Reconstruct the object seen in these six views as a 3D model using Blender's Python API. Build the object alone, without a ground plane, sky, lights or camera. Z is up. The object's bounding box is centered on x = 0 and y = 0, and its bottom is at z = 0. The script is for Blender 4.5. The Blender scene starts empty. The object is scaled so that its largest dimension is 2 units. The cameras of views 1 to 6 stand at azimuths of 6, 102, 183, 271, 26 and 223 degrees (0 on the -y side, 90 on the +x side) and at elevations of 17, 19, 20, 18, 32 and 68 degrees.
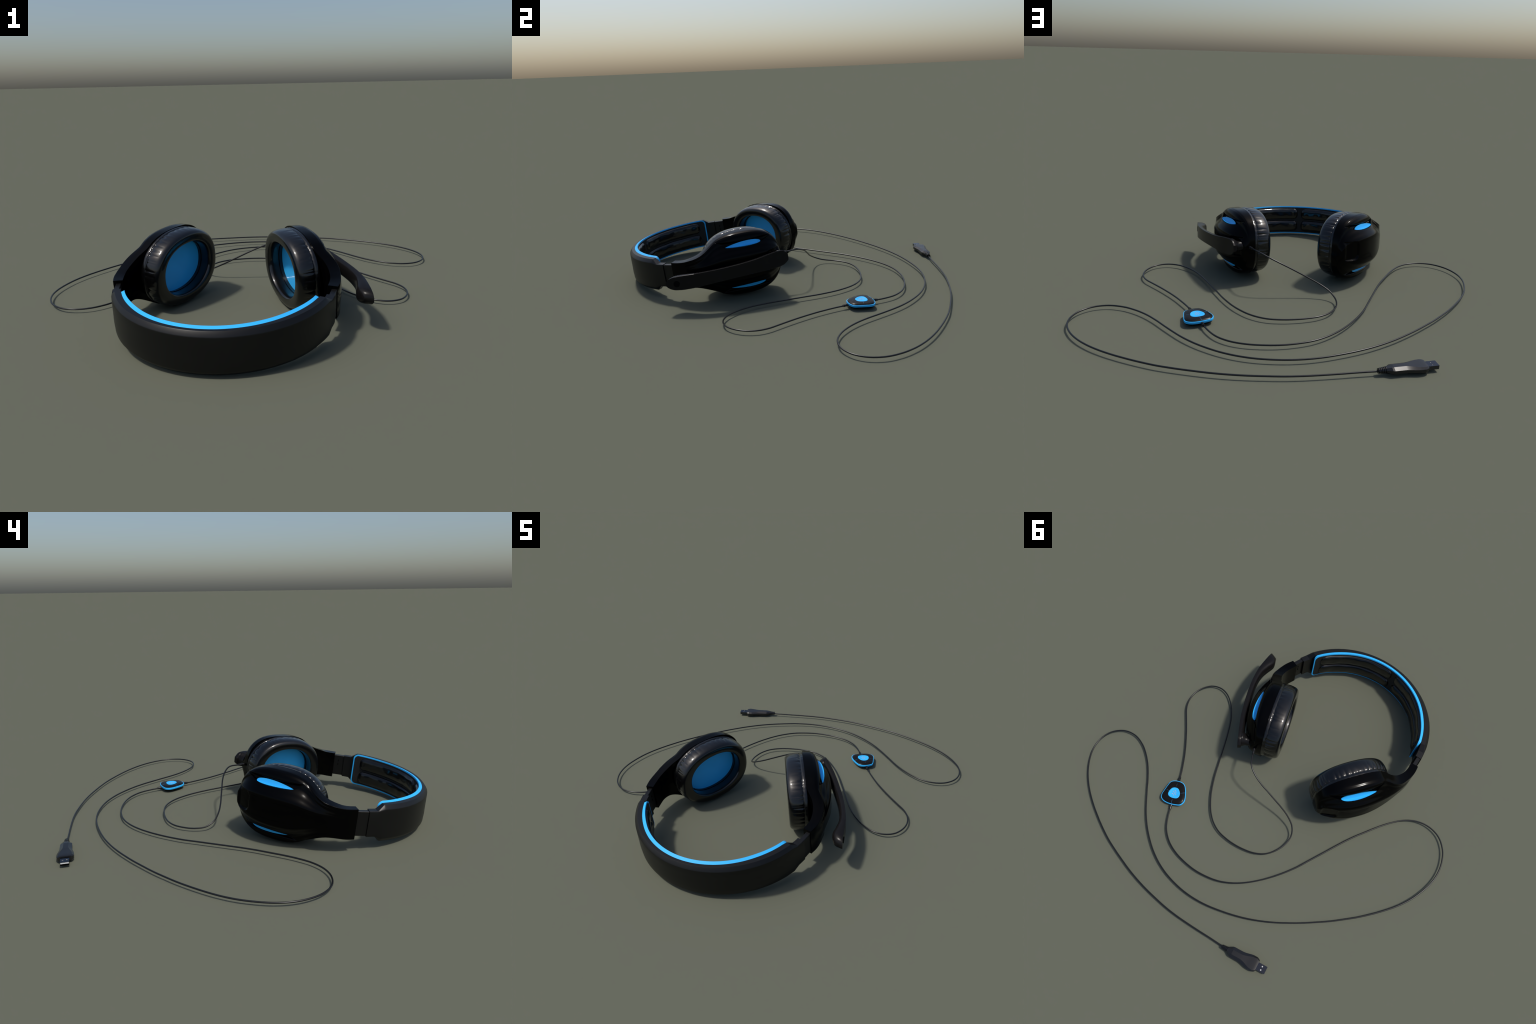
"""Over-ear gaming headset lying on its side, with boom microphone, cable, in-line control and USB plug."""
import bpy
import numpy as np
from mathutils import Matrix, Vector

rng = np.random.default_rng(7)
pi = np.pi

# ------------------------------------------------------------------ frames
# The headset has its own frame: x sideways, y from crown to ears, z across the band.
# It lies slightly pitched (ears higher) and turned by about a degree.
TURN, PITCH = -0.020, 0.1015
ORIGIN = np.array([-0.0385, -0.5425, 0.1475])
ct, st, cp, sp = np.cos(TURN), np.sin(TURN), np.cos(PITCH), np.sin(PITCH)
TILT = np.array([[ct, -st, 0], [st, ct, 0], [0, 0, 1]]) @ np.array([[1, 0, 0], [0, cp, -sp], [0, sp, cp]])
TOE_IN = 0.478                                   # the cups turn inwards towards the ears
CUP_N = np.array([np.cos(TOE_IN), np.sin(TOE_IN), 0.0])
CUP_U = np.array([-np.sin(TOE_IN), np.cos(TOE_IN), 0.0])
CUP_MID_U, CUP_MID_Z, ARM_MID_Z = 0.174, 0.004, -0.0035


def headset_to_world(p):
    return ORIGIN + np.asarray(p, float) @ TILT.T


def cup_to_world(u, n, z, side):
    """Cup coordinates: u along the cup, n outwards, z across. side is +1 or -1."""
    u, n, z = np.broadcast_arrays(np.asarray(u, float), n, z)
    p = u[..., None] * CUP_U + n[..., None] * CUP_N + z[..., None] * np.array([0, 0, 1.0])
    return side_to_world(p, side)


def side_to_world(p, side):
    p = np.array(p, float)
    p[..., 0] = p[..., 0] * side - 0.0040
    return headset_to_world(p)


def smooth(x, a, b):
    t = np.clip((np.asarray(x, float) - a) / (b - a), 0, 1)
    return t * t * (3 - 2 * t)


def spline(points, count=None, step=None, closed=False):
    """Catmull-Rom curve through points, resampled evenly by length."""
    P = np.asarray(points, float)
    if closed:
        P = np.vstack([P[-1], P, P[0], P[1]])
    else:
        P = np.vstack([2 * P[0] - P[1], P, 2 * P[-1] - P[-2]])
    t = np.linspace(0, 1, 24, endpoint=False)[:, None]
    out = []
    for a, b, c, d in zip(P[:-3], P[1:-2], P[2:-1], P[3:]):
        out.append(0.5 * (2 * b + (c - a) * t + (2 * a - 5 * b + 4 * c - d) * t**2 + (3 * b - a - 3 * c + d) * t**3))
    out = np.vstack(out + [P[-2][None]])
    s = np.r_[0, np.cumsum(np.linalg.norm(np.diff(out, axis=0), axis=1))]
    n = count or max(2, int(s[-1] / step))
    g = np.linspace(0, s[-1], n, endpoint=not closed)
    return np.stack([np.interp(g, s, out[:, i]) for i in range(P.shape[1])], 1)


def curve_value(x, xs, ys):
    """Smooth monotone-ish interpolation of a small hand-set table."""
    xs, ys = np.asarray(xs, float), np.asarray(ys, float)
    m = np.gradient(ys, xs)
    i = np.clip(np.searchsorted(xs, x) - 1, 0, len(xs) - 2)
    h = xs[i + 1] - xs[i]
    t = np.clip((x - xs[i]) / h, 0, 1)
    return (2 * t**3 - 3 * t**2 + 1) * ys[i] + (t**3 - 2 * t**2 + t) * h * m[i] + (3 * t**2 - 2 * t**3) * ys[i + 1] + (t**3 - t**2) * h * m[i + 1]


def superellipse(t, a, b, e):
    c, s = np.cos(t), np.sin(t)
    return a * np.sign(c) * np.abs(c) ** (2 / e), b * np.sign(s) * np.abs(s) ** (2 / e)


# ------------------------------------------------------------------ materials
def material(name, base, rough, coat=0.0, coat_rough=0.03, metallic=0.0, spec=0.5, grain=0.0, grain_scale=300.0, vary=0.08, vary_scale=14.0):
    m = bpy.data.materials.new(name)
    m.use_nodes = True
    nt = m.node_tree
    b = nt.nodes["Principled BSDF"]
    b.inputs["Roughness"].default_value = rough
    b.inputs["Metallic"].default_value = metallic
    b.inputs["Specular IOR Level"].default_value = spec
    b.inputs["Coat Weight"].default_value = coat
    b.inputs["Coat Roughness"].default_value = coat_rough
    tc = nt.nodes.new("ShaderNodeTexCoord")
    noise = nt.nodes.new("ShaderNodeTexNoise")
    noise.inputs["Scale"].default_value = vary_scale
    noise.inputs["Detail"].default_value = 3.0
    nt.links.new(tc.outputs["Object"], noise.inputs["Vector"])
    ramp = nt.nodes.new("ShaderNodeValToRGB")
    c = np.array(base)
    ramp.color_ramp.elements[0].position, ramp.color_ramp.elements[1].position = 0.3, 0.7
    ramp.color_ramp.elements[0].color = (*np.clip(c * (1 - vary), 0, 1), 1)
    ramp.color_ramp.elements[1].color = (*np.clip(c * (1 + vary), 0, 1), 1)
    nt.links.new(noise.outputs["Fac"], ramp.inputs["Fac"])
    nt.links.new(ramp.outputs["Color"], b.inputs["Base Color"])
    if grain:
        fine = nt.nodes.new("ShaderNodeTexNoise")
        fine.inputs["Scale"].default_value = grain_scale
        nt.links.new(tc.outputs["Object"], fine.inputs["Vector"])
        bump = nt.nodes.new("ShaderNodeBump")
        bump.inputs["Strength"].default_value = grain
        bump.inputs["Distance"].default_value = 0.001
        nt.links.new(fine.outputs["Fac"], bump.inputs["Height"])
        nt.links.new(bump.outputs["Normal"], b.inputs["Normal"])
    return m


BLUE = (0.038, 0.48, 0.98)
GLOSS = material("gloss_black_plastic", (0.0008, 0.0008, 0.0009), 0.14, spec=0.09)
LEATHER = material("black_leatherette", (0.0020, 0.0020, 0.0022), 0.32, coat=0.7, coat_rough=0.02, spec=0.25)
PAD = material("black_vinyl_pad", (0.0020, 0.0020, 0.0022), 0.32, coat=0.7, coat_rough=0.02, spec=0.25)
SATIN = material("satin_black_plastic", (0.0045, 0.0044, 0.0043), 0.38, spec=0.33)
LINER = material("matt_black_liner", (0.012, 0.012, 0.012), 0.6, spec=0.3)
SATIN_SMOOTH = material("boom_black_plastic", (0.0080, 0.0074, 0.0076), 0.27, spec=0.16)
RUBBER = material("cable_rubber", (0.0070, 0.0070, 0.0078), 0.30, spec=0.5)
PLUG = material("plug_plastic", (0.0110, 0.0108, 0.0115), 0.28, spec=0.5)
BLUE_TRIM = material("blue_trim", BLUE, 0.5, spec=0.25, vary=0.02)
BLUE_LAMP = material("blue_lamp_plastic", BLUE, 0.35, spec=0.3, vary=0.02)
BLUE_CLOTH = material("blue_speaker_cloth", BLUE, 0.4, spec=0.3, vary=0.03, coat=0.15, coat_rough=0.03)
METAL = material("connector_metal", (0.085, 0.088, 0.10), 0.14, metallic=1.0, vary=0.03)
DARK_FILL = material("dark_fill", (0.0005, 0.0005, 0.0005), 0.8, spec=0.1)  # near-black for solid pieces that stand in for openings
DOT = material("grey_print", (0.45, 0.36, 0.38), 0.5, spec=0.3)

# ------------------------------------------------------------------ object helpers
where = {}


def add(name, verts, faces, mat, parent=None, angle=40, kind=None):
    verts = np.asarray(verts, float).reshape(-1, 3)
    mid = (verts.min(0) + verts.max(0)) / 2
    me = bpy.data.meshes.new(name)
    me.from_pydata((verts - mid).tolist(), [], [list(map(int, f)) for f in faces])
    me.validate()
    me.update()
    me.materials.append(mat)
    for p in me.polygons:
        p.use_smooth = True
    if angle < 180:
        me.set_sharp_from_angle(angle=np.radians(angle))
    ob = bpy.data.objects.new(name, me)
    bpy.context.scene.collection.objects.link(ob)
    ob.location = mid
    where[ob] = mid
    if parent is not None:
        ob.parent = parent
        ob.matrix_parent_inverse = Matrix.Translation(-Vector(where[parent]))
    if kind:
        ob["kind"] = kind
    return ob


def grid_faces(rows, cols, close_rows=False, close_cols=False, flip=False):
    f = []
    for i in range(rows if close_rows else rows - 1):
        for j in range(cols if close_cols else cols - 1):
            a, b = i * cols + j, i * cols + (j + 1) % cols
            c, d = ((i + 1) % rows) * cols + (j + 1) % cols, ((i + 1) % rows) * cols + j
            f.append((a, d, c, b) if flip else (a, b, c, d))
    return f


def loft(sections, caps=True, flip=False):
    """sections: rows x cols x 3 closed rings -> verts, faces."""
    S = np.asarray(sections, float)
    r, c = S.shape[:2]
    f = grid_faces(r, c, close_cols=True, flip=flip)
    if caps:
        a, b = list(range(c)), list(range((r - 1) * c, r * c))
        f += [a[::-1], b] if not flip else [a, b[::-1]]
    return S.reshape(-1, 3), f


def merge(parts):
    V, F, o = [], [], 0
    for v, f in parts:
        v = np.asarray(v).reshape(-1, 3)
        V.append(v)
        F += [tuple(i + o for i in q) for q in f]
        o += len(v)
    return np.vstack(V), F


def tube(path, radius, sides=12, caps=True):
    P = np.asarray(path, float)
    R = np.broadcast_to(np.asarray(radius, float), (len(P),))
    T = np.gradient(P, axis=0)
    T /= np.linalg.norm(T, axis=1, keepdims=True) + 1e-12
    up = np.array([0, 0, 1.0]) if abs(T[0, 2]) < 0.9 else np.array([1.0, 0, 0])
    a = np.arange(sides) * 2 * pi / sides
    rings, n = [], np.cross(np.cross(T[0], up), T[0])
    for p, t, r in zip(P, T, R):
        n = n - (n @ t) * t
        n /= np.linalg.norm(n)
        b = np.cross(t, n)
        rings.append(p + r * (np.cos(a)[:, None] * n + np.sin(a)[:, None] * b))
    return loft(rings, caps)


def box(centre, ax, ay, az, bevel=0.0):
    """Box from centre and three half-extent vectors."""
    V = [np.asarray(centre) + i * np.asarray(ax) + j * np.asarray(ay) + k * np.asarray(az) for i in (-1, 1) for j in (-1, 1) for k in (-1, 1)]
    F = [(0, 1, 3, 2), (4, 6, 7, 5), (0, 4, 5, 1), (2, 3, 7, 6), (0, 2, 6, 4), (1, 5, 7, 3)]
    return V, F


# ------------------------------------------------------------------ the thing
headset = bpy.data.objects.new("gaming_headset", None)
bpy.context.scene.collection.objects.link(headset)
headset["label"] = "glossy black over-ear gaming headset with blue accents, boom microphone and cable"
headset["category"] = "headset"
where[headset] = np.zeros(3)

# ------------------------------------------------------------------ headband
BAND_Y = 0.03


def band_point(r, th, z):
    r, th, z = np.broadcast_arrays(np.asarray(r, float), th, z)
    return headset_to_world(np.stack([r * np.sin(th), BAND_Y - r * np.cos(th), z + ARM_MID_Z], -1))


END = np.radians(80.4)
step_a, step_b = np.radians(70.8), np.radians(75.2)


def band_outer(th):
    return np.interp(np.degrees(np.abs(th)), np.arange(0, 90, 5), curve_value(np.arange(0, 90, 5.0), [0, 20, 40, 50, 60, 70, 80, 90], [0.4570, 0.4590, 0.4645, 0.4685, 0.4722, 0.4762, 0.4805, 0.485]))


th = np.unique(np.concatenate([np.linspace(-END, END, 121), [s * v for s in (-1, 1) for v in np.linspace(step_a, step_b, 7)]]))
rings = []
for t in th:
    k = 1 - smooth(abs(t), step_a, step_b)
    k = np.clip((step_b - abs(t)) / (step_b - step_a), 0, 1)
    ro = band_outer(t)
    ri = 0.427 + 0.0175 * smooth(abs(t), np.radians(60), END)
    ht = 0.0655 + k * 0.0255
    hc = 0.0635 + k * 0.0095
    rc = ro - 0.003 - k * 0.0125
    prof = [(ri, ht)]
    prof += [(rc - 0.004, ht), (rc - 0.0005, ht - 0.0002), (rc + 0.0010, ht - 0.0014), (ro - 0.0016, hc + 0.0018), (ro - 0.0003, hc - 0.0004), (ro + 0.0003, hc - 0.0040), (ro + 0.0014, hc * 0.5), (ro + 0.0020, 0.0)]
    drop = 0.005 * k                                # the lower flange reaches a little further
    prof = prof + [(r + drop * 0.4, -z - drop * smooth(z, 0.05, 0.085)) for r, z in prof[::-1][1:]]
    r, z = np.array(prof).T
    rings.append(band_point(r, t, z))
v, f = loft(rings)
band = add("headband", v, f, SATIN, headset, 32)

# solid dark block at both ends, added in place of a hollow slider socket
parts = []
for s in (-1, 1):
    t = np.array([END - 0.012, END + 0.0035]) * s
    rg = []
    for tt in t:
        prof = [(0.4500, 0.0625), (0.4780, 0.0625), (0.4780, -0.0625), (0.4500, -0.0625)]
        r, z = np.array(prof).T
        rg.append(band_point(r, tt, z))
    parts.append(loft(rg, flip=s < 0))
v, f = merge(parts)
add("slider_socket_block", v, f, DARK_FILL, band)


def bent_plate(th0, th1, z0, z1, corner, r_back, r_face, swell, rim=0.004, nu=60, nv=22, power=2.6, wave=None, taper=0.0, slope=0.0):
    """A rounded-corner plate wrapped round the inside of the band; its face swells towards the head."""
    rm = r_face
    half = abs(th1 - th0) * rm / 2
    tm, zm, hz = (th0 + th1) / 2, (z0 + z1) / 2, (z1 - z0) / 2
    # sample along the arc, dense near the ends
    q = np.sin(np.linspace(-pi / 2, pi / 2, nu))
    a = half * np.sign(q) * np.abs(q) ** 0.8
    edge = np.clip(np.abs(a) - (half - corner), 0, corner)
    h = hz - corner + np.sqrt(np.maximum(corner**2 - edge**2, 1e-10))
    w = np.sin(np.linspace(-pi / 2, pi / 2, nv))
    A = np.repeat(a[:, None], nv, 1)
    Z = h[:, None] * w[None]
    da = (half - np.abs(A)) / corner
    dz = (hz - np.abs(Z)) / min(corner, hz)
    e = np.clip(1 - np.clip(da, 0, 1), 0, 1) ** power + np.clip(1 - np.clip(dz, 0, 1), 0, 1) ** power
    lift = np.clip(1 - e, 0, 1) ** (1 / power)
    rf = r_face - swell * lift
    if wave is not None:
        rf = rf + wave(A, Z) * lift
    T = tm + A / rm
    flare = 0.010 * smooth(np.abs(T), np.radians(45), np.radians(75))
    tip = np.clip((np.abs(A) - (half - taper)) / max(taper, 1e-6), 0, 1) if taper else 0 * A
    rb = r_back - (r_back - r_face) * (1 - np.sqrt(np.clip(1 - tip**2, 0, 1))) * 0.8
    F = band_point(rf + flare, T, Z + zm)
    Bk = band_point(rb + flare * 0.6, T, Z * (1 - slope / hz) + zm)
    V = np.concatenate([F.reshape(-1, 3), Bk.reshape(-1, 3)])
    n = nu * nv
    fs = grid_faces(nu, nv, flip=False) + [tuple(i + n for i in q[::-1]) for q in grid_faces(nu, nv, flip=False)]
    border = [i * nv for i in range(nu)] + [(nu - 1) * nv + j for j in range(1, nv)] + [i * nv + nv - 1 for i in range(nu - 2, -1, -1)] + [j for j in range(nv - 2, 0, -1)]
    for i in range(len(border)):
        p, q = border[i], border[(i + 1) % len(border)]
        fs.append((q, p, p + n, q + n))
    return V, fs


BLUE_END = np.radians(72.6)
v, f = bent_plate(-BLUE_END, BLUE_END, -0.0955, 0.0960, 0.030, 0.4290, 0.4115, 0.0020, nu=160, nv=26, taper=0.028, slope=0.0055)
trim = add("headband_trim", v, f, BLUE_TRIM, band, 50)
pe = BLUE_END - 0.0075 / 0.41
v, f = bent_plate(-pe, pe, -0.0870, 0.0880, 0.024, 0.414, 0.4087, 0.0008, nu=140, nv=22)
add("headband_liner", v, f, LINER, band, 50)
row_edges = [(0.0055, 0.0800), (-0.0790, -0.0045)]
for side in (-1, 1):
    for k, (z0, z1) in enumerate(row_edges):
        ph = rng.uniform(0, 6.28, 4)
        wv = lambda A, Z, ph=ph: 0.0011 * np.sin(A * 46 + ph[0] + 14 * Z) + 0.0007 * np.sin(A * 95 + ph[1]) * np.cos(Z * 60 + ph[2])
        t0, t1 = 0.030, np.radians(66.5)
        a, b = (t0, t1) if side > 0 else (-t1, -t0)
        v, f = bent_plate(a, b, z0, z1, 0.030, 0.413, 0.4095, 0.0150, nu=90, nv=26, power=2.0, wave=wv)
        add("headband_pad", v, f, PAD, band, 60)

# sliding steel-in-plastic arms between band and cups
for side in (-1, 1):
    path_o = spline([(0.4645, -0.085), (0.4705, -0.047), (0.4795, 0.002), (0.484, 0.035)], 14)
    path_i = spline([(0.4450, -0.078), (0.4475, -0.045), (0.4575, 0.006), (0.462, 0.035)], 14)
    rg = []
    for o, i in zip(path_o, path_i):
        h = 0.0625
        pts = [(*o, h - 0.002), (*(o * 0.93 + i * 0.07), h), (*(o * 0.07 + i * 0.93), h), (*i, h - 0.002), (*i, -h + 0.002), (*(o * 0.07 + i * 0.93), -h), (*(o * 0.93 + i * 0.07), -h), (*o, -h + 0.002)]
        p = np.array(pts)
        p[:, 2] += ARM_MID_Z
        p[:, 0] *= side
        rg.append(headset_to_world(p))
    v, f = loft(rg, flip=side > 0)
    slider = add("slider", v, f, SATIN, headset, 30)
    for z in (0.026, 0.002):
        c = np.array([0.4528 * side, -0.012, z])
        v, f = box(headset_to_world(c), TILT @ np.array([0.0012, 0, 0]), TILT @ np.array([0.0, 0.0022, 0]), TILT @ np.array([0, 0, 0.0055]))
        add("slider_notch_block", v, f, DARK_FILL, slider)  # solid dark box added on the slider in place of a slot

# ------------------------------------------------------------------ ear cup shell
RIM_N = 0.438
CUP_A, CUP_B, CUP_E = 0.224, 0.1843, 2.45
OUT_U = [-0.104, -0.05, 0.0, 0.06, 0.12, 0.18, 0.243, 0.305, 0.350, 0.375, 0.390, 0.3985]
OUT_N = [0.516, 0.537, 0.553, 0.567, 0.5755, 0.577, 0.571, 0.554, 0.533, 0.519, 0.508, 0.498]
# dome curve from the outer ridge (depth 1) to the rim (depth 0), against height fraction
DOME_Z = [0.0, 0.20, 0.34, 0.39, 0.44, 0.51, 0.60, 0.68, 0.74, 0.80, 0.87, 0.93, 0.97, 0.99, 1.0]
DOME_D = [1.0, 1.0, 0.998, 0.982, 0.940, 0.858, 0.765, 0.665, 0.605, 0.583, 0.555, 0.495, 0.400, 0.265, 0.0]
LIP_U = [0.034, 0.069, 0.11, 0.16, 0.22, 0.27, 0.31, 0.356]
LIP_Z = [0.147, 0.122, 0.113, 0.110, 0.109, 0.112, 0.120, 0.136]
EDGE_Z = [0.1475, 0.1465, 0.1450, 0.1440, 0.1435, 0.1435, 0.1430, 0.1375]


def cup_height(u):
    e = CUP_E if u < CUP_MID_U else CUP_E + 0.20     # squarer towards the back
    return np.clip(1 - (np.abs(u - CUP_MID_U) / CUP_A) ** e, 0, 1) ** (1 / e) * CUP_B


zf_dense = np.linspace(0, 1, 400)
zf_dense = 1 - (1 - zf_dense) ** 2
df_dense = curve_value(zf_dense, DOME_Z, DOME_D)


def box_profile(K):
    """Rounded rectangle quarter: (height fraction, depth fraction) for the arm."""
    t = np.linspace(0, 1, K)
    z = np.clip(t / 0.60, 0, 1) * 0.975
    corner = np.clip((t - 0.60) / 0.06, 0, 1)
    z = z + 0.025 * np.sin(corner * pi / 2)
    d = 1 - 0.045 * (1 - np.cos(corner * pi / 2)) - np.clip((t - 0.66) / 0.34, 0, 1) * 0.955
    return z, d


N_LOW, N_NOTCH, N_UP = 40, 16, 24
K = N_LOW + N_NOTCH + N_UP


def cup_profile(u, H, depth, scoop=True):
    """Half cross-section heights z and depths d (distance above the rim plane) at station u."""
    inside = LIP_U[0] < u < LIP_U[-1]
    uc = np.clip(u, LIP_U[0], LIP_U[-1])
    zl, ze = curve_value(uc, LIP_U, LIP_Z), curve_value(uc, LIP_U, EDGE_Z)
    zl, ze = min(zl, 0.93 * H), min(ze, 0.955 * H)
    ze = max(ze, zl + 1e-4)
    low = np.linspace(0, zl, N_LOW)
    q = np.linspace(0, 1, N_NOTCH + 2)[1:-1]
    mid = zl + (ze - zl) * q
    s = np.linspace(0, 1, N_UP) ** 0.9
    up = ze + (H - ze) * np.sin(s * pi / 2)
    z = np.concatenate([low, mid, up])
    d = np.interp(z / H, zf_dense, df_dense) * depth
    if inside and scoop:
        # sharp lip, narrow floor, then an upright wall that rolls over into the dome
        w = np.clip((ze - zl) / 0.028, 0, 1) ** 1.1
        m = slice(N_LOW, N_LOW + N_NOTCH)
        d_edge, d_lip = np.interp(np.array([ze, zl]) / H, zf_dense, df_dense) * depth
        wall = d_edge - 0.0025 * np.minimum(1, (1 - q) * 4)
        wall = wall + (d_lip - wall) * np.clip(1 - q / 0.12, 0, 1)
        d[m] = d[m] * (1 - w) + wall * w
        z[m] -= 0.012 * w * np.minimum(1, q / 0.12) * np.exp(-(q / 0.30) ** 2)
    return z, d


N_LOW, N_NOTCH, N_UP = 40, 16, 24
K = N_LOW + N_NOTCH + N_UP


def cup_profile(u, H, depth, scoop=True):
    """Half cross-section heights z and depths d (distance above the rim plane) at station u."""
    inside = LIP_U[0] < u < LIP_U[-1]
    uc = np.clip(u, LIP_U[0], LIP_U[-1])
    zl, ze = curve_value(uc, LIP_U, LIP_Z), curve_value(uc, LIP_U, EDGE_Z)
    zl, ze = min(zl, 0.93 * H), min(ze, 0.955 * H)
    ze = max(ze, zl + 1e-4)
    low = np.linspace(0, zl, N_LOW)
    q = np.linspace(0, 1, N_NOTCH + 2)[1:-1]
    mid = zl + (ze - zl) * q
    s = np.linspace(0, 1, N_UP) ** 0.9
    up = ze + (H - ze) * np.sin(s * pi / 2)
    z = np.concatenate([low, mid, up])
    d = np.interp(z / H, zf_dense, df_dense) * depth
    if inside and scoop:
        w = np.clip((ze - zl) / 0.045, 0, 1) ** 1.2
        rise = np.minimum(1, q / 0.10)
        bowl = rise * np.where(q < 0.45, 1, 0.5 + 0.5 * np.cos(pi * (q - 0.45) / 0.55))
        d[N_LOW:N_LOW + N_NOTCH] -= 0.023 * w * bowl
        z[N_LOW:N_LOW + N_NOTCH] -= 0.008 * w * rise * np.exp(-(q / 0.25) ** 2)
    return z, d


# stations: outer point and inner point (headset xy, right-hand side)
def uxy(u, n):
    return (u * CUP_U + n * CUP_N)[:2]


arm_outer = [(0.488, 0.007), (0.4975, 0.040), (0.5035, 0.075), (0.5067, 0.110), tuple(uxy(-0.105, 0.5155))]
arm_inner = [(0.447, 0.016), (0.4525, 0.045), (0.4560, 0.075), (0.4557, 0.097), tuple(uxy(-0.105, 0.4555))]
n_arm = 26
A_out, A_in = spline(arm_outer, n_arm), spline(arm_inner, n_arm)
# where the arm swells into the cup: inner edge and half height
JOIN_U = [-0.135, -0.105, -0.078, -0.053, -0.029, -0.008, 0.012, 0.035, 0.060]
JOIN_N = [0.4430, 0.4555, 0.4615, 0.4620, 0.4575, 0.4485, 0.4410, RIM_N, RIM_N]
JOIN_H = [0.0770, 0.0825, 0.0905, 0.1020, 0.1160, 0.1300, 0.1430, 0.1580, 0.1705]
us = np.concatenate([np.linspace(-0.102, 0.03, 40, endpoint=False), np.linspace(0.03, 0.275, 70, endpoint=False), np.linspace(0.275, 0.36, 44, endpoint=False), 0.36 + 0.0378 * np.sin(np.linspace(0, 1, 34) * pi / 2)])


def recess_depth(u, z):
    """D-shaped pocket at the back end where the microphone joint sits."""
    top, bot, r, front = 0.061, -0.047, 0.030, 0.296
    cu, cz = np.maximum(front + r - u, 0), np.maximum(np.maximum(z - (top - r), (bot + r) - z), 0)
    d = r - np.hypot(cu, cz)
    return 0.0095 * smooth(d, 0.0, 0.0075) * (1 - smooth(u, 0.366, 0.388))


def build_shell(side):
    rows = []
    bz, bd = box_profile(K)
    for i in range(n_arm):
        q = i / (n_arm - 1)
        b = 0.25 * smooth(q, 0.3, 1.0)
        H = 0.0765 + 0.006 * smooth(q, 0.5, 1.5) * 2
        cz, cd = cup_profile(-0.105, H, 1.0, False)
        zf, df = bz * (1 - b) + cz / H * b, bd * (1 - b) + cd * b
        mz = ARM_MID_Z + (CUP_MID_Z - ARM_MID_Z) * smooth(q, 0.2, 1.2)
        rows.append((A_out[i], A_in[i], zf * H, df, mz, None))
    for u in us:
        H = max(cup_height(u), 0.004)
        rim_n = RIM_N
        if u < 0.06:
            H = curve_value(u, JOIN_U, JOIN_H)
            H = H + (cup_height(u) - H) * smooth(u, 0.03, 0.06)
            rim_n = curve_value(u, JOIN_U, JOIN_N)
        no = curve_value(u, OUT_U, OUT_N)
        depth = no - rim_n
        z, d = cup_profile(u, H, depth)
        b = 0.25 + 0.75 * smooth(u, -0.105, 0.03)
        zf, df = bz * (1 - b) + z / H * b, bd * (1 - b) + d / depth * b
        mz = ARM_MID_Z + (CUP_MID_Z - ARM_MID_Z) * smooth(1 + (u + 0.105) / 0.1, 0.2, 1.2)
        rows.append((uxy(u, no), uxy(u, rim_n), zf * H, df, mz, (u, no)))
    rings = []
    for Po, Pi, z, d, mz, cup in rows:
        zz = np.concatenate([-z[::-1], z[1:]])
        dd = np.concatenate([d[::-1], d[1:]])
        if cup is not None:
            dd = dd - recess_depth(cup[0], zz) / (cup[1] - RIM_N)
        dd = np.maximum(dd, 0)
        xy = Pi[None] + (Po - Pi)[None] * dd[:, None]
        inner = np.linspace(1, -1, 10)[1:-1] * z[-1]
        p = np.concatenate([np.column_stack([xy, zz + mz]), np.column_stack([np.repeat(Pi[None], 8, 0), inner + mz])])
        rings.append(side_to_world(p, side))
    v, f = loft(rings, flip=side > 0)
    return v, f


def shell_normal_offset(u, z):
    """Outer n of the shell at (u, z) without the scoop."""
    H = cup_height(u)
    no = curve_value(u, OUT_U, OUT_N)
    return RIM_N + np.interp(abs(z - CUP_MID_Z) / H, zf_dense, df_dense) * (no - RIM_N)


# ------------------------------------------------------------------ ear cushion
OPEN = (0.157, 0.1235, 2.2)
SEAM = (0.2215, 0.1810, 2.26)
CUSHION = [(-0.01, 0.430), (-0.008, 0.412), (-0.006, 0.396), (-0.002, 0.380), (0.010, 0.3645), (0.040, 0.3530), (0.095, 0.3450), (0.17, 0.3415), (0.30, 0.3400), (0.46, 0.3395), (0.62, 0.3400), (0.76, 0.3425), (0.87, 0.3485), (0.955, 0.3590), (1.008, 0.3730), (1.035, 0.3880), (1.043, 0.4000), (1.037, 0.4095), (1.015, 0.4165), (0.975, 0.4192), (0.966, 0.4207), (0.978, 0.4222), (1.015, 0.4245), (1.035, 0.4300), (1.030, 0.4365), (1.00, 0.4405)]
prof = spline(CUSHION, 84)
prof = np.vstack([prof, [(0.6, 0.4415), (0.2, 0.4415), (-0.01, 0.438)]])


def wrinkle(t, seed):
    """Irregular narrow valleys round the cushion: 0 on the puff, 1 in a crease."""
    g = np.random.default_rng(seed)
    n = 46
    edges = np.sort((np.arange(n) + g.uniform(-0.38, 0.38, n)) * 2 * pi / n)
    depth = g.uniform(0.35, 1.0, n)
    d = np.abs((t[:, None] - edges[None] + pi) % (2 * pi) - pi)
    return np.max(np.exp(-(d / 0.020) ** 1.3) * depth[None], axis=1), np.max(np.exp(-(d / 0.034) ** 2) * depth[None], axis=1)


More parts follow.
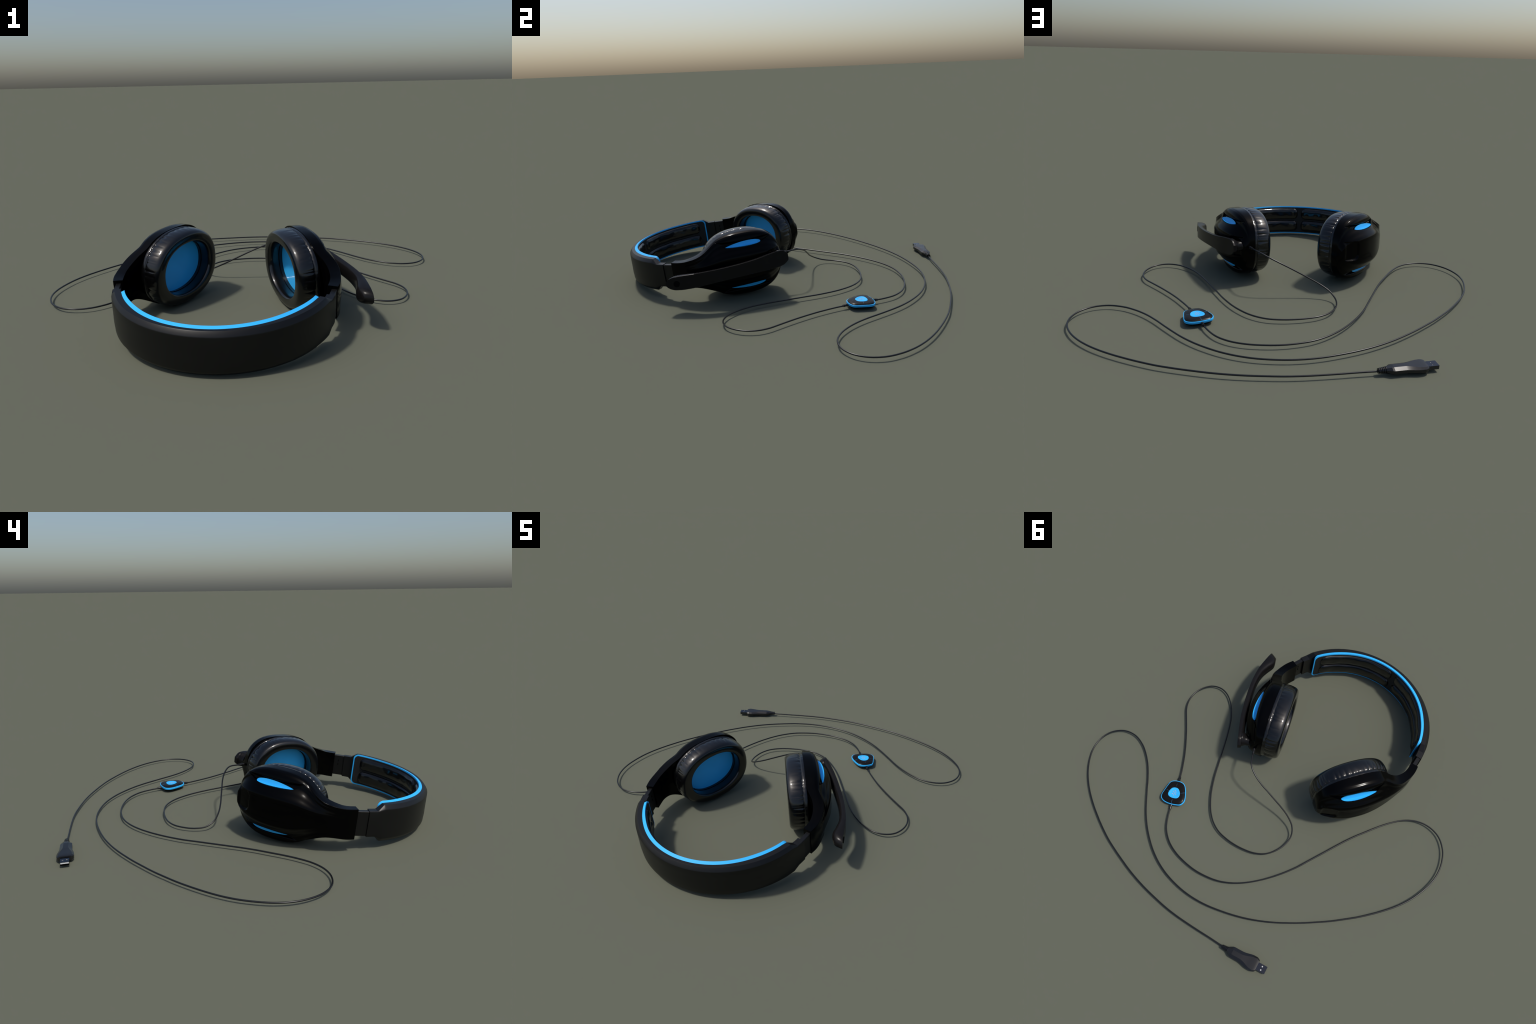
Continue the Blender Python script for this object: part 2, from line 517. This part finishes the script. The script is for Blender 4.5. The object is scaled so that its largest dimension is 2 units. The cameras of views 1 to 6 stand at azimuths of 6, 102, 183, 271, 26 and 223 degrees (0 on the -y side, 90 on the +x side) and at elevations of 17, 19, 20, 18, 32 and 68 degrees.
def build_cushion(side, seed):
    t = np.linspace(0, 2 * pi, 420, endpoint=False)
    ou, oz = superellipse(t, *OPEN)
    su, sz = superellipse(t, *SEAM)
    sharp, soft = wrinkle(t, seed)
    ends = np.abs(np.cos(t)) ** 4 * (0.55 + 0.45 * (np.cos(t) > 0))
    rings = []
    for k, n in prof:
        near_seam = np.exp(-((n - 0.4165) / 0.012) ** 2) * (k > 0.7) * (n < 0.4205)
        side_wall = smooth(k, 0.80, 1.0) * (1 - smooth(n, 0.412, 0.420)) * smooth(n, 0.350, 0.385)
        dent = 0.0046 * near_seam * soft + side_wall * sharp * (0.0010 + 0.0032 * ends)
        dent += (n > 0.4235) * (k > 0.9) * (n < 0.438) * 0.0010 * soft
        kk = k - dent / 0.062
        u = CUP_MID_U + ou * (1 - kk) + su * kk
        z = CUP_MID_Z + oz * (1 - kk) + sz * kk
        rings.append(cup_to_world(u, n + 0.0016 * near_seam * soft * 0, z, side))
    S = np.stack(rings)
    f = grid_faces(len(S), S.shape[1], close_rows=True, close_cols=True, flip=side > 0)
    return S.reshape(-1, 3), f


def disc(a, b, e, n_edge, n_mid, side, rings=14, segs=120, back=0.006):
    t = np.linspace(0, 2 * pi, segs, endpoint=False)
    V, F = [], []
    rr = np.linspace(1, 0, rings, endpoint=False)
    for r in rr:
        u, z = superellipse(t, a * r, b * r, e)
        V.append(cup_to_world(CUP_MID_U + u, n_edge + (n_mid - n_edge) * (1 - r**2), CUP_MID_Z + z, side))
    u, z = superellipse(t, a, b, e)
    V.append(cup_to_world(CUP_MID_U + u, n_edge + back, CUP_MID_Z + z, side))
    V = np.concatenate(V + [cup_to_world(CUP_MID_U, n_mid, CUP_MID_Z, side)[None], cup_to_world(CUP_MID_U, n_edge + back, CUP_MID_Z, side)[None]])
    F = grid_faces(rings, segs, close_cols=True)
    c0, c1 = (rings + 1) * segs, (rings + 1) * segs + 1
    for j in range(segs):
        k = (j + 1) % segs
        F.append(((rings - 1) * segs + j, (rings - 1) * segs + k, c0))
        F.append((j, rings * segs + j, rings * segs + k, k))
        F.append((rings * segs + j, c1, rings * segs + k))
    if side > 0:
        F = [q[::-1] for q in F]
    return V, F


def build_lamp(side, up):
    """Crescent light: pointed to the front, round at the back, in the scoop between dome and ridge."""
    s = 0.5 - 0.5 * np.cos(np.linspace(0, pi, 44))
    s = np.clip(s, 0.001, 0.999)
    w = s**0.85 * (1 - s) ** 0.48
    w /= w.max()
    a0, a1 = np.array([0.080, 0.5265, 0.1205]), np.array([0.284, 0.5150, 0.1195])
    q = np.linspace(0, 1, 12)
    V = []
    for layer in (0, 1):
        for si, wi in zip(s, w):
            c = a0 + (a1 - a0) * si
            hi = c + wi * np.array([0, -0.0012, 0.0185])
            lo = c + wi * np.array([0, 0.0245, -0.0030])
            knee = c + wi * np.array([0, 0.0065, -0.0075])
            p = np.where(q[:, None] < 0.62, hi + (knee - hi) * (q[:, None] / 0.62), knee + (lo - knee) * ((q[:, None] - 0.62) / 0.38))
            if layer:
                p = p - np.array([0, 0.006, 0.006]) * wi
            z = CUP_MID_Z + (p[:, 2] - CUP_MID_Z) * up
            V.append(cup_to_world(p[:, 0], p[:, 1], z, side))
    V = np.array(V).reshape(-1, 3)
    n = len(s) * 12
    F = grid_faces(len(s), 12)
    F = F + [tuple(i + n for i in g[::-1]) for g in F]
    border = [i * 12 for i in range(len(s))] + [(len(s) - 1) * 12 + j for j in range(1, 12)] + [i * 12 + 11 for i in range(len(s) - 2, -1, -1)] + list(range(10, 0, -1))
    for i in range(len(border)):
        p, g = border[i], border[(i + 1) % len(border)]
        F.append((g, p, p + n, g + n))
    if side * up > 0:
        F = [g[::-1] for g in F]
    return V, F


for side in (1, -1):
    v, f = build_shell(side)
    shell = add("ear_cup", v, f, GLOSS, headset, 42)
    v, f = build_cushion(side, 11 if side > 0 else 23)
    add("ear_cushion", v, f, LEATHER, shell, 180)
    v, f = disc(0.1585, 0.1250, 2.2, 0.4150, 0.4195, side, back=0.016)
    add("speaker_cloth", v, f, BLUE_CLOTH, shell, 60)
    t = np.linspace(0, 2 * pi, 161)[:-1]
    parts = []
    for sc, n, rad in ((0.992, 0.3970, 0.0022),):
        u, z = superellipse(t, OPEN[0] * sc, OPEN[1] * sc, OPEN[2])
        a = np.arange(10) * 2 * pi / 10
        rg = [cup_to_world(CUP_MID_U + u * (1 + rad / 0.14 * np.cos(x)), n + rad * np.sin(x), CUP_MID_Z + z * (1 + rad / 0.14 * np.cos(x)), side) for x in a]
        S = np.stack(rg)
        parts.append((S.reshape(-1, 3), grid_faces(10, 160, close_rows=True, close_cols=True, flip=side > 0)))
    v, f = merge(parts)
    add("cushion_ring", v, f, GLOSS, shell, 180)
    for up in (1, -1):
        v, f = build_lamp(side, up)
        add("lamp", v, f, BLUE_LAMP, shell, 50)

# ------------------------------------------------------------------ boom microphone (right-hand cup)
BOOM_S = np.linspace(0, 1, 70)
boom_outer = spline([(0.318, 0.632), (0.352, 0.592), (0.431, 0.499), (0.505, 0.387), (0.566, 0.276), (0.604, 0.184), (0.622, 0.112), (0.634, 0.055), (0.642, 0.026)], 70)
boom_shift = np.column_stack([-0.0035 * (1 - smooth(BOOM_S, 0.25, 0.60)), 0.0010 * (1 - smooth(BOOM_S, 0.25, 0.60))])
boom_outer = boom_outer + boom_shift
boom_inner = boom_shift + spline([(0.302, 0.618), (0.328, 0.572), (0.402, 0.478), (0.478, 0.367), (0.538, 0.262), (0.566, 0.186), (0.570, 0.128), (0.570, 0.080), (0.598, 0.034)], 70)
s_tab = [0.0, 0.03, 0.07, 0.14, 0.3, 0.5, 0.7, 0.82, 0.9, 0.955, 0.985, 1.0]
z_top = [0.030, 0.052, 0.0585, 0.0575, 0.0475, 0.0425, 0.0415, 0.0410, 0.0390, 0.034, 0.024, 0.010]
z_bot = [-0.004, -0.022, -0.0305, -0.0320, -0.029, -0.028, -0.0325, -0.0385, -0.0390, -0.032, -0.019, -0.006]
rg = []
for i, s in enumerate(BOOM_S):
    zt, zb = curve_value(s, s_tab, z_top), curve_value(s, s_tab, z_bot)
    o, q = boom_outer[i], boom_inner[i]
    c, h = (zt + zb) / 2, (zt - zb) / 2
    a = np.linspace(0, pi, 16)                 # flat outer face, rounded inner face
    e = 3.4
    dz = np.sign(np.cos(a)) * np.abs(np.cos(a)) ** (2 / e) * h
    dd = np.sin(a) ** (2 / e)
    ring = [np.r_[o + (q - o) * (0.06 + 0.94 * y), c + z] for y, z in zip(dd, dz)]
    ring += [np.r_[o + (q - o) * 0.012, c + z * h] for z in (-0.97, -0.5, 0.0, 0.5, 0.97)]
    rg.append(side_to_world(np.array(ring), 1))
v, f = loft(rg, flip=True)
boom = add("microphone_boom", v, f, SATIN_SMOOTH, headset, 35)
# joint between boom and cup
cu, cz = 0.366, 0.014
rg = []
for n, r in ((0.570, 0.036), (0.567, 0.0425), (0.561, 0.0445), (0.553, 0.0415), (0.545, 0.0365), (0.537, 0.0310), (0.528, 0.0280), (0.500, 0.0270)):
    a = np.arange(40) * 2 * pi / 40
    rg.append(cup_to_world(cu + r * np.cos(a) * 0.95, n, cz + r * np.sin(a), 1))
v, f = loft(rg, flip=True)
add("boom_joint", v, f, SATIN_SMOOTH, boom, 50)
# solid dark disc near the boom tip, added in place of the capsule opening
a = np.arange(28) * 2 * pi / 28
tip_c, tip_n = np.array([0.6285, 0.083, -0.002]), np.array([0.985, 0.175, 0])
tip_t = np.array([-0.175, 0.985, 0])
rg = []
for d, r in ((-0.004, 0.0165), (0.0012, 0.0165), (0.0015, 0.014)):
    rg.append(side_to_world(tip_c + tip_n * d + r * (np.cos(a)[:, None] * tip_t + np.sin(a)[:, None] * np.array([0, 0, 1.0])), 1))
v, f = loft(rg)
add("microphone_opening_disc", v, f, DARK_FILL, boom)

# ------------------------------------------------------------------ cable
CABLE_Z, CABLE_R = 0.0165, 0.0041
# from the cup: drops to the ground, loops twice, ends at the in-line control
drop = [(0.183, 0.058, 0.221), (0.147, 0.104, 0.222), (0.095, 0.128, 0.204), (0.039, 0.137, 0.180), (-0.016, 0.138, 0.154), (-0.070, 0.139, 0.127), (-0.125, 0.140, 0.099), (-0.179, 0.147, 0.072), (-0.229, 0.167, 0.045), (-0.260, 0.209, 0.023)]
near_loop = [(-0.266, 0.269), (-0.252, 0.328), (-0.222, 0.380), (-0.175, 0.419), (-0.120, 0.444), (-0.062, 0.461), (-0.002, 0.470), (0.059, 0.470), (0.117, 0.454), (0.170, 0.424), (0.216, 0.384), (0.257, 0.339), (0.293, 0.290), (0.326, 0.239), (0.356, 0.186), (0.387, 0.133), (0.417, 0.080), (0.448, 0.027), (0.480, -0.024), (0.515, -0.074), (0.556, -0.119), (0.603, -0.157), (0.658, -0.184), (0.717, -0.188), (0.770, -0.161), (0.802, -0.110), (0.813, -0.051), (0.802, 0.009), (0.771, 0.060), (0.727, 0.102), (0.682, 0.143), (0.638, 0.185), (0.595, 0.229), (0.554, 0.274), (0.516, 0.321), (0.479, 0.370), (0.446, 0.421)]
# from the control to the plug: one long loop out to the far side and back
far_loop = [(0.370, 0.548), (0.331, 0.612), (0.282, 0.667), (0.217, 0.704), (0.144, 0.721), (0.070, 0.723), (-0.005, 0.715), (-0.077, 0.695), (-0.145, 0.665), (-0.206, 0.621), (-0.258, 0.568), (-0.303, 0.508), (-0.342, 0.444), (-0.376, 0.377), (-0.405, 0.308), (-0.428, 0.236), (-0.451, 0.165), (-0.474, 0.093), (-0.497, 0.022), (-0.523, -0.048), (-0.553, -0.116), (-0.584, -0.185), (-0.619, -0.251), (-0.662, -0.312), (-0.720, -0.359), (-0.790, -0.381), (-0.863, -0.373), (-0.925, -0.332), (-0.967, -0.272), (-0.991, -0.201), (-0.9965, -0.127), (-0.987, -0.052), (-0.969, 0.020), (-0.941, 0.090), (-0.906, 0.156), (-0.867, 0.220), (-0.825, 0.282), (-0.779, 0.342), (-0.732, 0.400), (-0.682, 0.455), (-0.630, 0.510), (-0.576, 0.562), (-0.520, 0.612), (-0.461, 0.658), (-0.399, 0.700), (-0.334, 0.737)]
back_loop = [(-0.266, 0.770), (-0.197, 0.799), (-0.126, 0.821), (-0.052, 0.835), (0.023, 0.840), (0.098, 0.837), (0.171, 0.824), (0.243, 0.801), (0.311, 0.769), (0.375, 0.731), (0.435, 0.686), (0.491, 0.635), (0.544, 0.583), (0.597, 0.530), (0.654, 0.481), (0.717, 0.440), (0.785, 0.411), (0.859, 0.402), (0.928, 0.425), (0.977, 0.480), (0.9935, 0.551), (0.979, 0.624), (0.941, 0.688), (0.890, 0.743), (0.831, 0.789), (0.767, 0.827), (0.699, 0.859), (0.629, 0.886), (0.557, 0.910), (0.485, 0.930), (0.412, 0.944), (0.337, 0.955), (0.263, 0.964), (0.188, 0.969), (0.113, 0.970), (0.038, 0.967), (-0.036, 0.962), (-0.111, 0.952), (-0.184, 0.938), (-0.258, 0.922), (-0.331, 0.905), (-0.409, 0.8885)]
flat = lambda pts: [(x, y, CABLE_Z) for x, y in pts]
root = cup_to_world(0.384, 0.475, 0.012, 1)
p1 = spline([tuple(root)] + drop + flat(near_loop) + [(0.433, 0.443, 0.019)], step=0.009)
p2 = spline([(0.382, 0.528, 0.019)] + flat(far_loop + back_loop) + [(-0.425, 0.884, 0.0185)], step=0.010)
for p in (p1, p2):
    v, f = tube(p, CABLE_R, 12)
    add("cable", v, f, RUBBER, headset, 180)


def strain_relief(start, end, r0, r1, ribs=4):
    start, end = np.asarray(start, float), np.asarray(end, float)
    pts, rad = [], []
    for i in range(ribs):
        for q, k in ((0.0, 1.0), (0.55, 1.0), (0.58, 0.72), (0.97, 0.72)):
            s = (i + q) / ribs
            pts.append(start + (end - start) * s)
            rad.append((r0 + (r1 - r0) * s) * k)
    pts.append(end)
    rad.append(r1)
    return tube(pts, rad, 16)


d0 = np.array(root)
d1 = p1[6]
v, f = strain_relief(d0 - (d1 - d0) * 0.25, d1, 0.0105, 0.0062)
add("strain_relief", v, f, RUBBER, headset, 40)

# ------------------------------------------------------------------ in-line control
CX, CY = 0.404, 0.490
outline = np.array([(0.0667, -0.0452), (0.0478, -0.0634), (0.0195, -0.0765), (-0.0045, -0.0755), (-0.0317, -0.0583), (-0.0611, -0.0292), (-0.0758, -0.0082), (-0.0793, 0.0100), (-0.0745, 0.0281), (-0.0565, 0.0440), (-0.0323, 0.0592), (-0.0044, 0.0712), (0.0204, 0.0750), (0.0411, 0.0689), (0.0539, 0.0513), (0.0609, 0.0252), (0.0682, -0.0064), (0.0715, -0.0288)])
ring0 = spline(outline, 120, closed=True)
mid0 = ring0.mean(0)


def inset(ring, d):
    t = np.roll(ring, -1, 0) - np.roll(ring, 1, 0)
    n = np.column_stack([t[:, 1], -t[:, 0]])
    n /= np.linalg.norm(n, axis=1, keepdims=True)
    if ((ring + n * 1e-3 - ring.mean(0)) ** 2).sum() > ((ring - ring.mean(0)) ** 2).sum():
        n = -n
    return ring + n * d


def lay(ring, z):
    return np.column_stack([ring + [CX, CY], np.full(len(ring), z)])


def stacked(levels, cap_z=None, scale=1.0, ring=ring0):
    rg = [lay(inset(ring, d), z) for d, z in levels]
    return loft(rg, flip=False)


def outward(vf):
    v, f = vf
    v = np.asarray(v)
    vol = sum(np.dot(v[q[0]], np.cross(v[q[i]], v[q[i + 1]])) for q in f for i in range(1, len(q) - 1))
    return (v, f) if vol > 0 else (v, [q[::-1] for q in f])


v, f = outward(stacked([(0.020, 0.0050), (0.012, 0.0058), (0.006, 0.0095), (0.0030, 0.0172), (0.004, 0.0185)]))
control = add("inline_control", v, f, GLOSS, headset, 40)
v, f = outward(stacked([(0.004, 0.0172), (0.0006, 0.0178), (0.0, 0.0190), (0.0, 0.0272), (0.0006, 0.0286), (0.0022, 0.0292), (0.006, 0.0288)]))
add("control_trim", v, f, BLUE_TRIM, control, 40)
cover = [(0.0032, 0.0280), (0.0032, 0.0299), (0.0060, 0.0325), (0.0105, 0.0348), (0.018, 0.0362), (0.030, 0.0370), (0.042, 0.0372)]


def shrink(ring, d, far=0.062):
    k = 1 - d / far
    return ring * k + mid0 * (1 - k)


rg = [lay(shrink(ring0, d), z) for d, z in cover]
v, f = outward(loft(rg))
add("control_cover", v, f, SATIN_SMOOTH, control, 40)
btn = np.array([(0.0262, -0.0213), (0.0099, -0.0315), (-0.0062, -0.0306), (-0.0253, -0.0190), (-0.0353, -0.0041), (-0.0346, 0.0114), (-0.0226, 0.0229), (-0.0050, 0.0318), (0.0123, 0.0335), (0.0241, 0.0271), (0.0316, 0.0112), (0.0325, -0.0071)])
rb = spline(btn, 72, closed=True)
rg = [lay(rb * k, z) for k, z in ((1.0, 0.0360), (1.0, 0.0376), (0.96, 0.0384), (0.80, 0.0382), (0.76, 0.0376), (0.2, 0.0374))]
v, f = outward(loft(rg))
button = add("control_button", v, f, BLUE_TRIM, control, 40)
for x, y in ((0.0076, -0.0127), (0.0094, -0.0020), (-0.0024, -0.0093), (-0.0003, 0.0007), (0.0050, 0.0101), (-0.0106, 0.0006), (-0.0062, 0.0121)):
    a = np.arange(12) * 2 * pi / 12
    rg = [np.column_stack([CX + x + r * np.cos(a), CY + y + r * np.sin(a), np.full(12, z)]) for r, z in ((0.0029, 0.0370), (0.0029, 0.0379), (0.0020, 0.0383))]
    v, f = outward(loft(rg))
    add("button_dot", v, f, DOT, control, 40)
for (xa, ya), (xb, yb) in (((0.0374, -0.0612), (0.0199, -0.0339)), ((0.0567, 0.0152), (0.0340, 0.0130)), ((-0.0432, -0.0439), (-0.0259, -0.0210)), ((-0.0330, 0.0551), (-0.0179, 0.0332))):
    p = []
    for q in np.linspace(0, 1, 8):
        x, y = xa + (xb - xa) * q, ya + (yb - ya) * q
        zz = np.interp(q, [0, 0.12, 0.3, 0.6, 1.0], [0.0300, 0.0335, 0.0352, 0.0363, 0.0367])
        p.append((CX + x, CY + y, zz - 0.0006))
    v, f = tube(p, 0.0010, 6)
    add("control_line", v, f, material("shaded_blue_line", (0.008, 0.11, 0.24), 0.5) if "shaded_blue_line" not in bpy.data.materials else bpy.data.materials["shaded_blue_line"], control, 180)  # trim blue darkened: the shade of a recessed groove put into the colour
for a, b in (((0.438, 0.435, 0.0195), (0.4605, 0.397, 0.0168)), ((0.378, 0.537, 0.0195), (0.3560, 0.5725, 0.0168))):
    a, b = np.array(a), np.array(b)
    v, f = strain_relief(a - (b - a) * 0.2, b, 0.0096, 0.0068)
    add("strain_relief", v, f, RUBBER, control, 40)

# ------------------------------------------------------------------ USB plug
PA = np.array([-0.4114, 0.8887, 0.0])
AX = np.array([-0.9607, -0.2775, 0.0])
SD = np.array([0.2775, -0.9607, 0.0])
ZC = 0.0195


def plug_point(t, s, z):
    t, s, z = np.broadcast_arrays(np.asarray(t, float), s, z)
    return PA + t[..., None] * AX + s[..., None] * SD + z[..., None] * np.array([0, 0, 1.0])


# length, half width, half width of the top facet, half height, half height of the side
body = [(0.026, 0.0120, 0.0075, 0.0115, 0.0040), (0.050, 0.0268, 0.0115, 0.0150, 0.0075), (0.058, 0.0280, 0.0120, 0.0160, 0.0076), (0.110, 0.0285, 0.0120, 0.0160, 0.0075), (0.122, 0.0300, 0.0145, 0.0156, 0.0068), (0.138, 0.0335, 0.0190, 0.0150, 0.0066), (0.152, 0.0370, 0.0245, 0.0146, 0.0070), (0.166, 0.0390, 0.0290, 0.0146, 0.0072), (0.188, 0.0390, 0.0310, 0.0145, 0.0074), (0.197, 0.0355, 0.0280, 0.0140, 0.0076), (0.204, 0.0300, 0.0240, 0.0130, 0.0080)]
rg = []
for t, w, wt, h, hs in body:
    sec = [(wt, h), (w, hs), (w, -hs), (wt * 1.1, -h), (-wt * 1.1, -h), (-w, -hs), (-w, hs), (-wt, h)]
    s, z = np.array(sec).T
    rg.append(plug_point(t, s, ZC + z))
v, f = outward(loft(rg))
plug = add("usb_plug", v, f, PLUG, headset, 6)
v, f = strain_relief(plug_point(0.030, 0, ZC), plug_point(-0.006, 0, ZC - 0.001), 0.0150, 0.0115, 5)
add("strain_relief", v, f, RUBBER, plug, 40)
# metal sleeve: walls with two real windows in the top, contact block inside
ts, ss = [0.200, 0.2272, 0.2338, 0.2545], [-0.0200, -0.0126, -0.0058, 0.0058, 0.0126, 0.0200]
zt, zb, wall = ZC + 0.0076, ZC - 0.0096, 0.0010
parts = []
for i in range(3):
    for j in range(5):
        if i == 1 and j in (1, 3):
            continue
        parts.append(outward(box(plug_point((ts[i] + ts[i + 1]) / 2, (ss[j] + ss[j + 1]) / 2, zt - wall / 2), AX * (ts[i + 1] - ts[i]) / 2, SD * (ss[j + 1] - ss[j]) / 2, np.array([0, 0, wall / 2]))))
tm, tl = 0.22725, 0.02725
parts.append(outward(box(plug_point(tm, 0, zb + wall / 2), AX * tl, SD * 0.0200, np.array([0, 0, wall / 2]))))
for q in (-1, 1):
    parts.append(outward(box(plug_point(tm, q * 0.0195, (zt + zb) / 2), AX * tl, SD * 0.0005, np.array([0, 0, (zt - zb) / 2 - wall]))))
v, f = merge(parts)
add("usb_connector", v, f, METAL, plug, 30)
v, f = outward(box(plug_point(0.2265, 0, ZC + 0.0015), AX * 0.0262, SD * 0.0185, np.array([0, 0, 0.0034])))
add("contact_block", v, f, material("white_contact_block", (0.75, 0.75, 0.74), 0.5), plug, 30)

for ob in list(where):
    if ob is not headset and ob.parent is None:
        ob.parent = headset
bpy.context.view_layer.update()
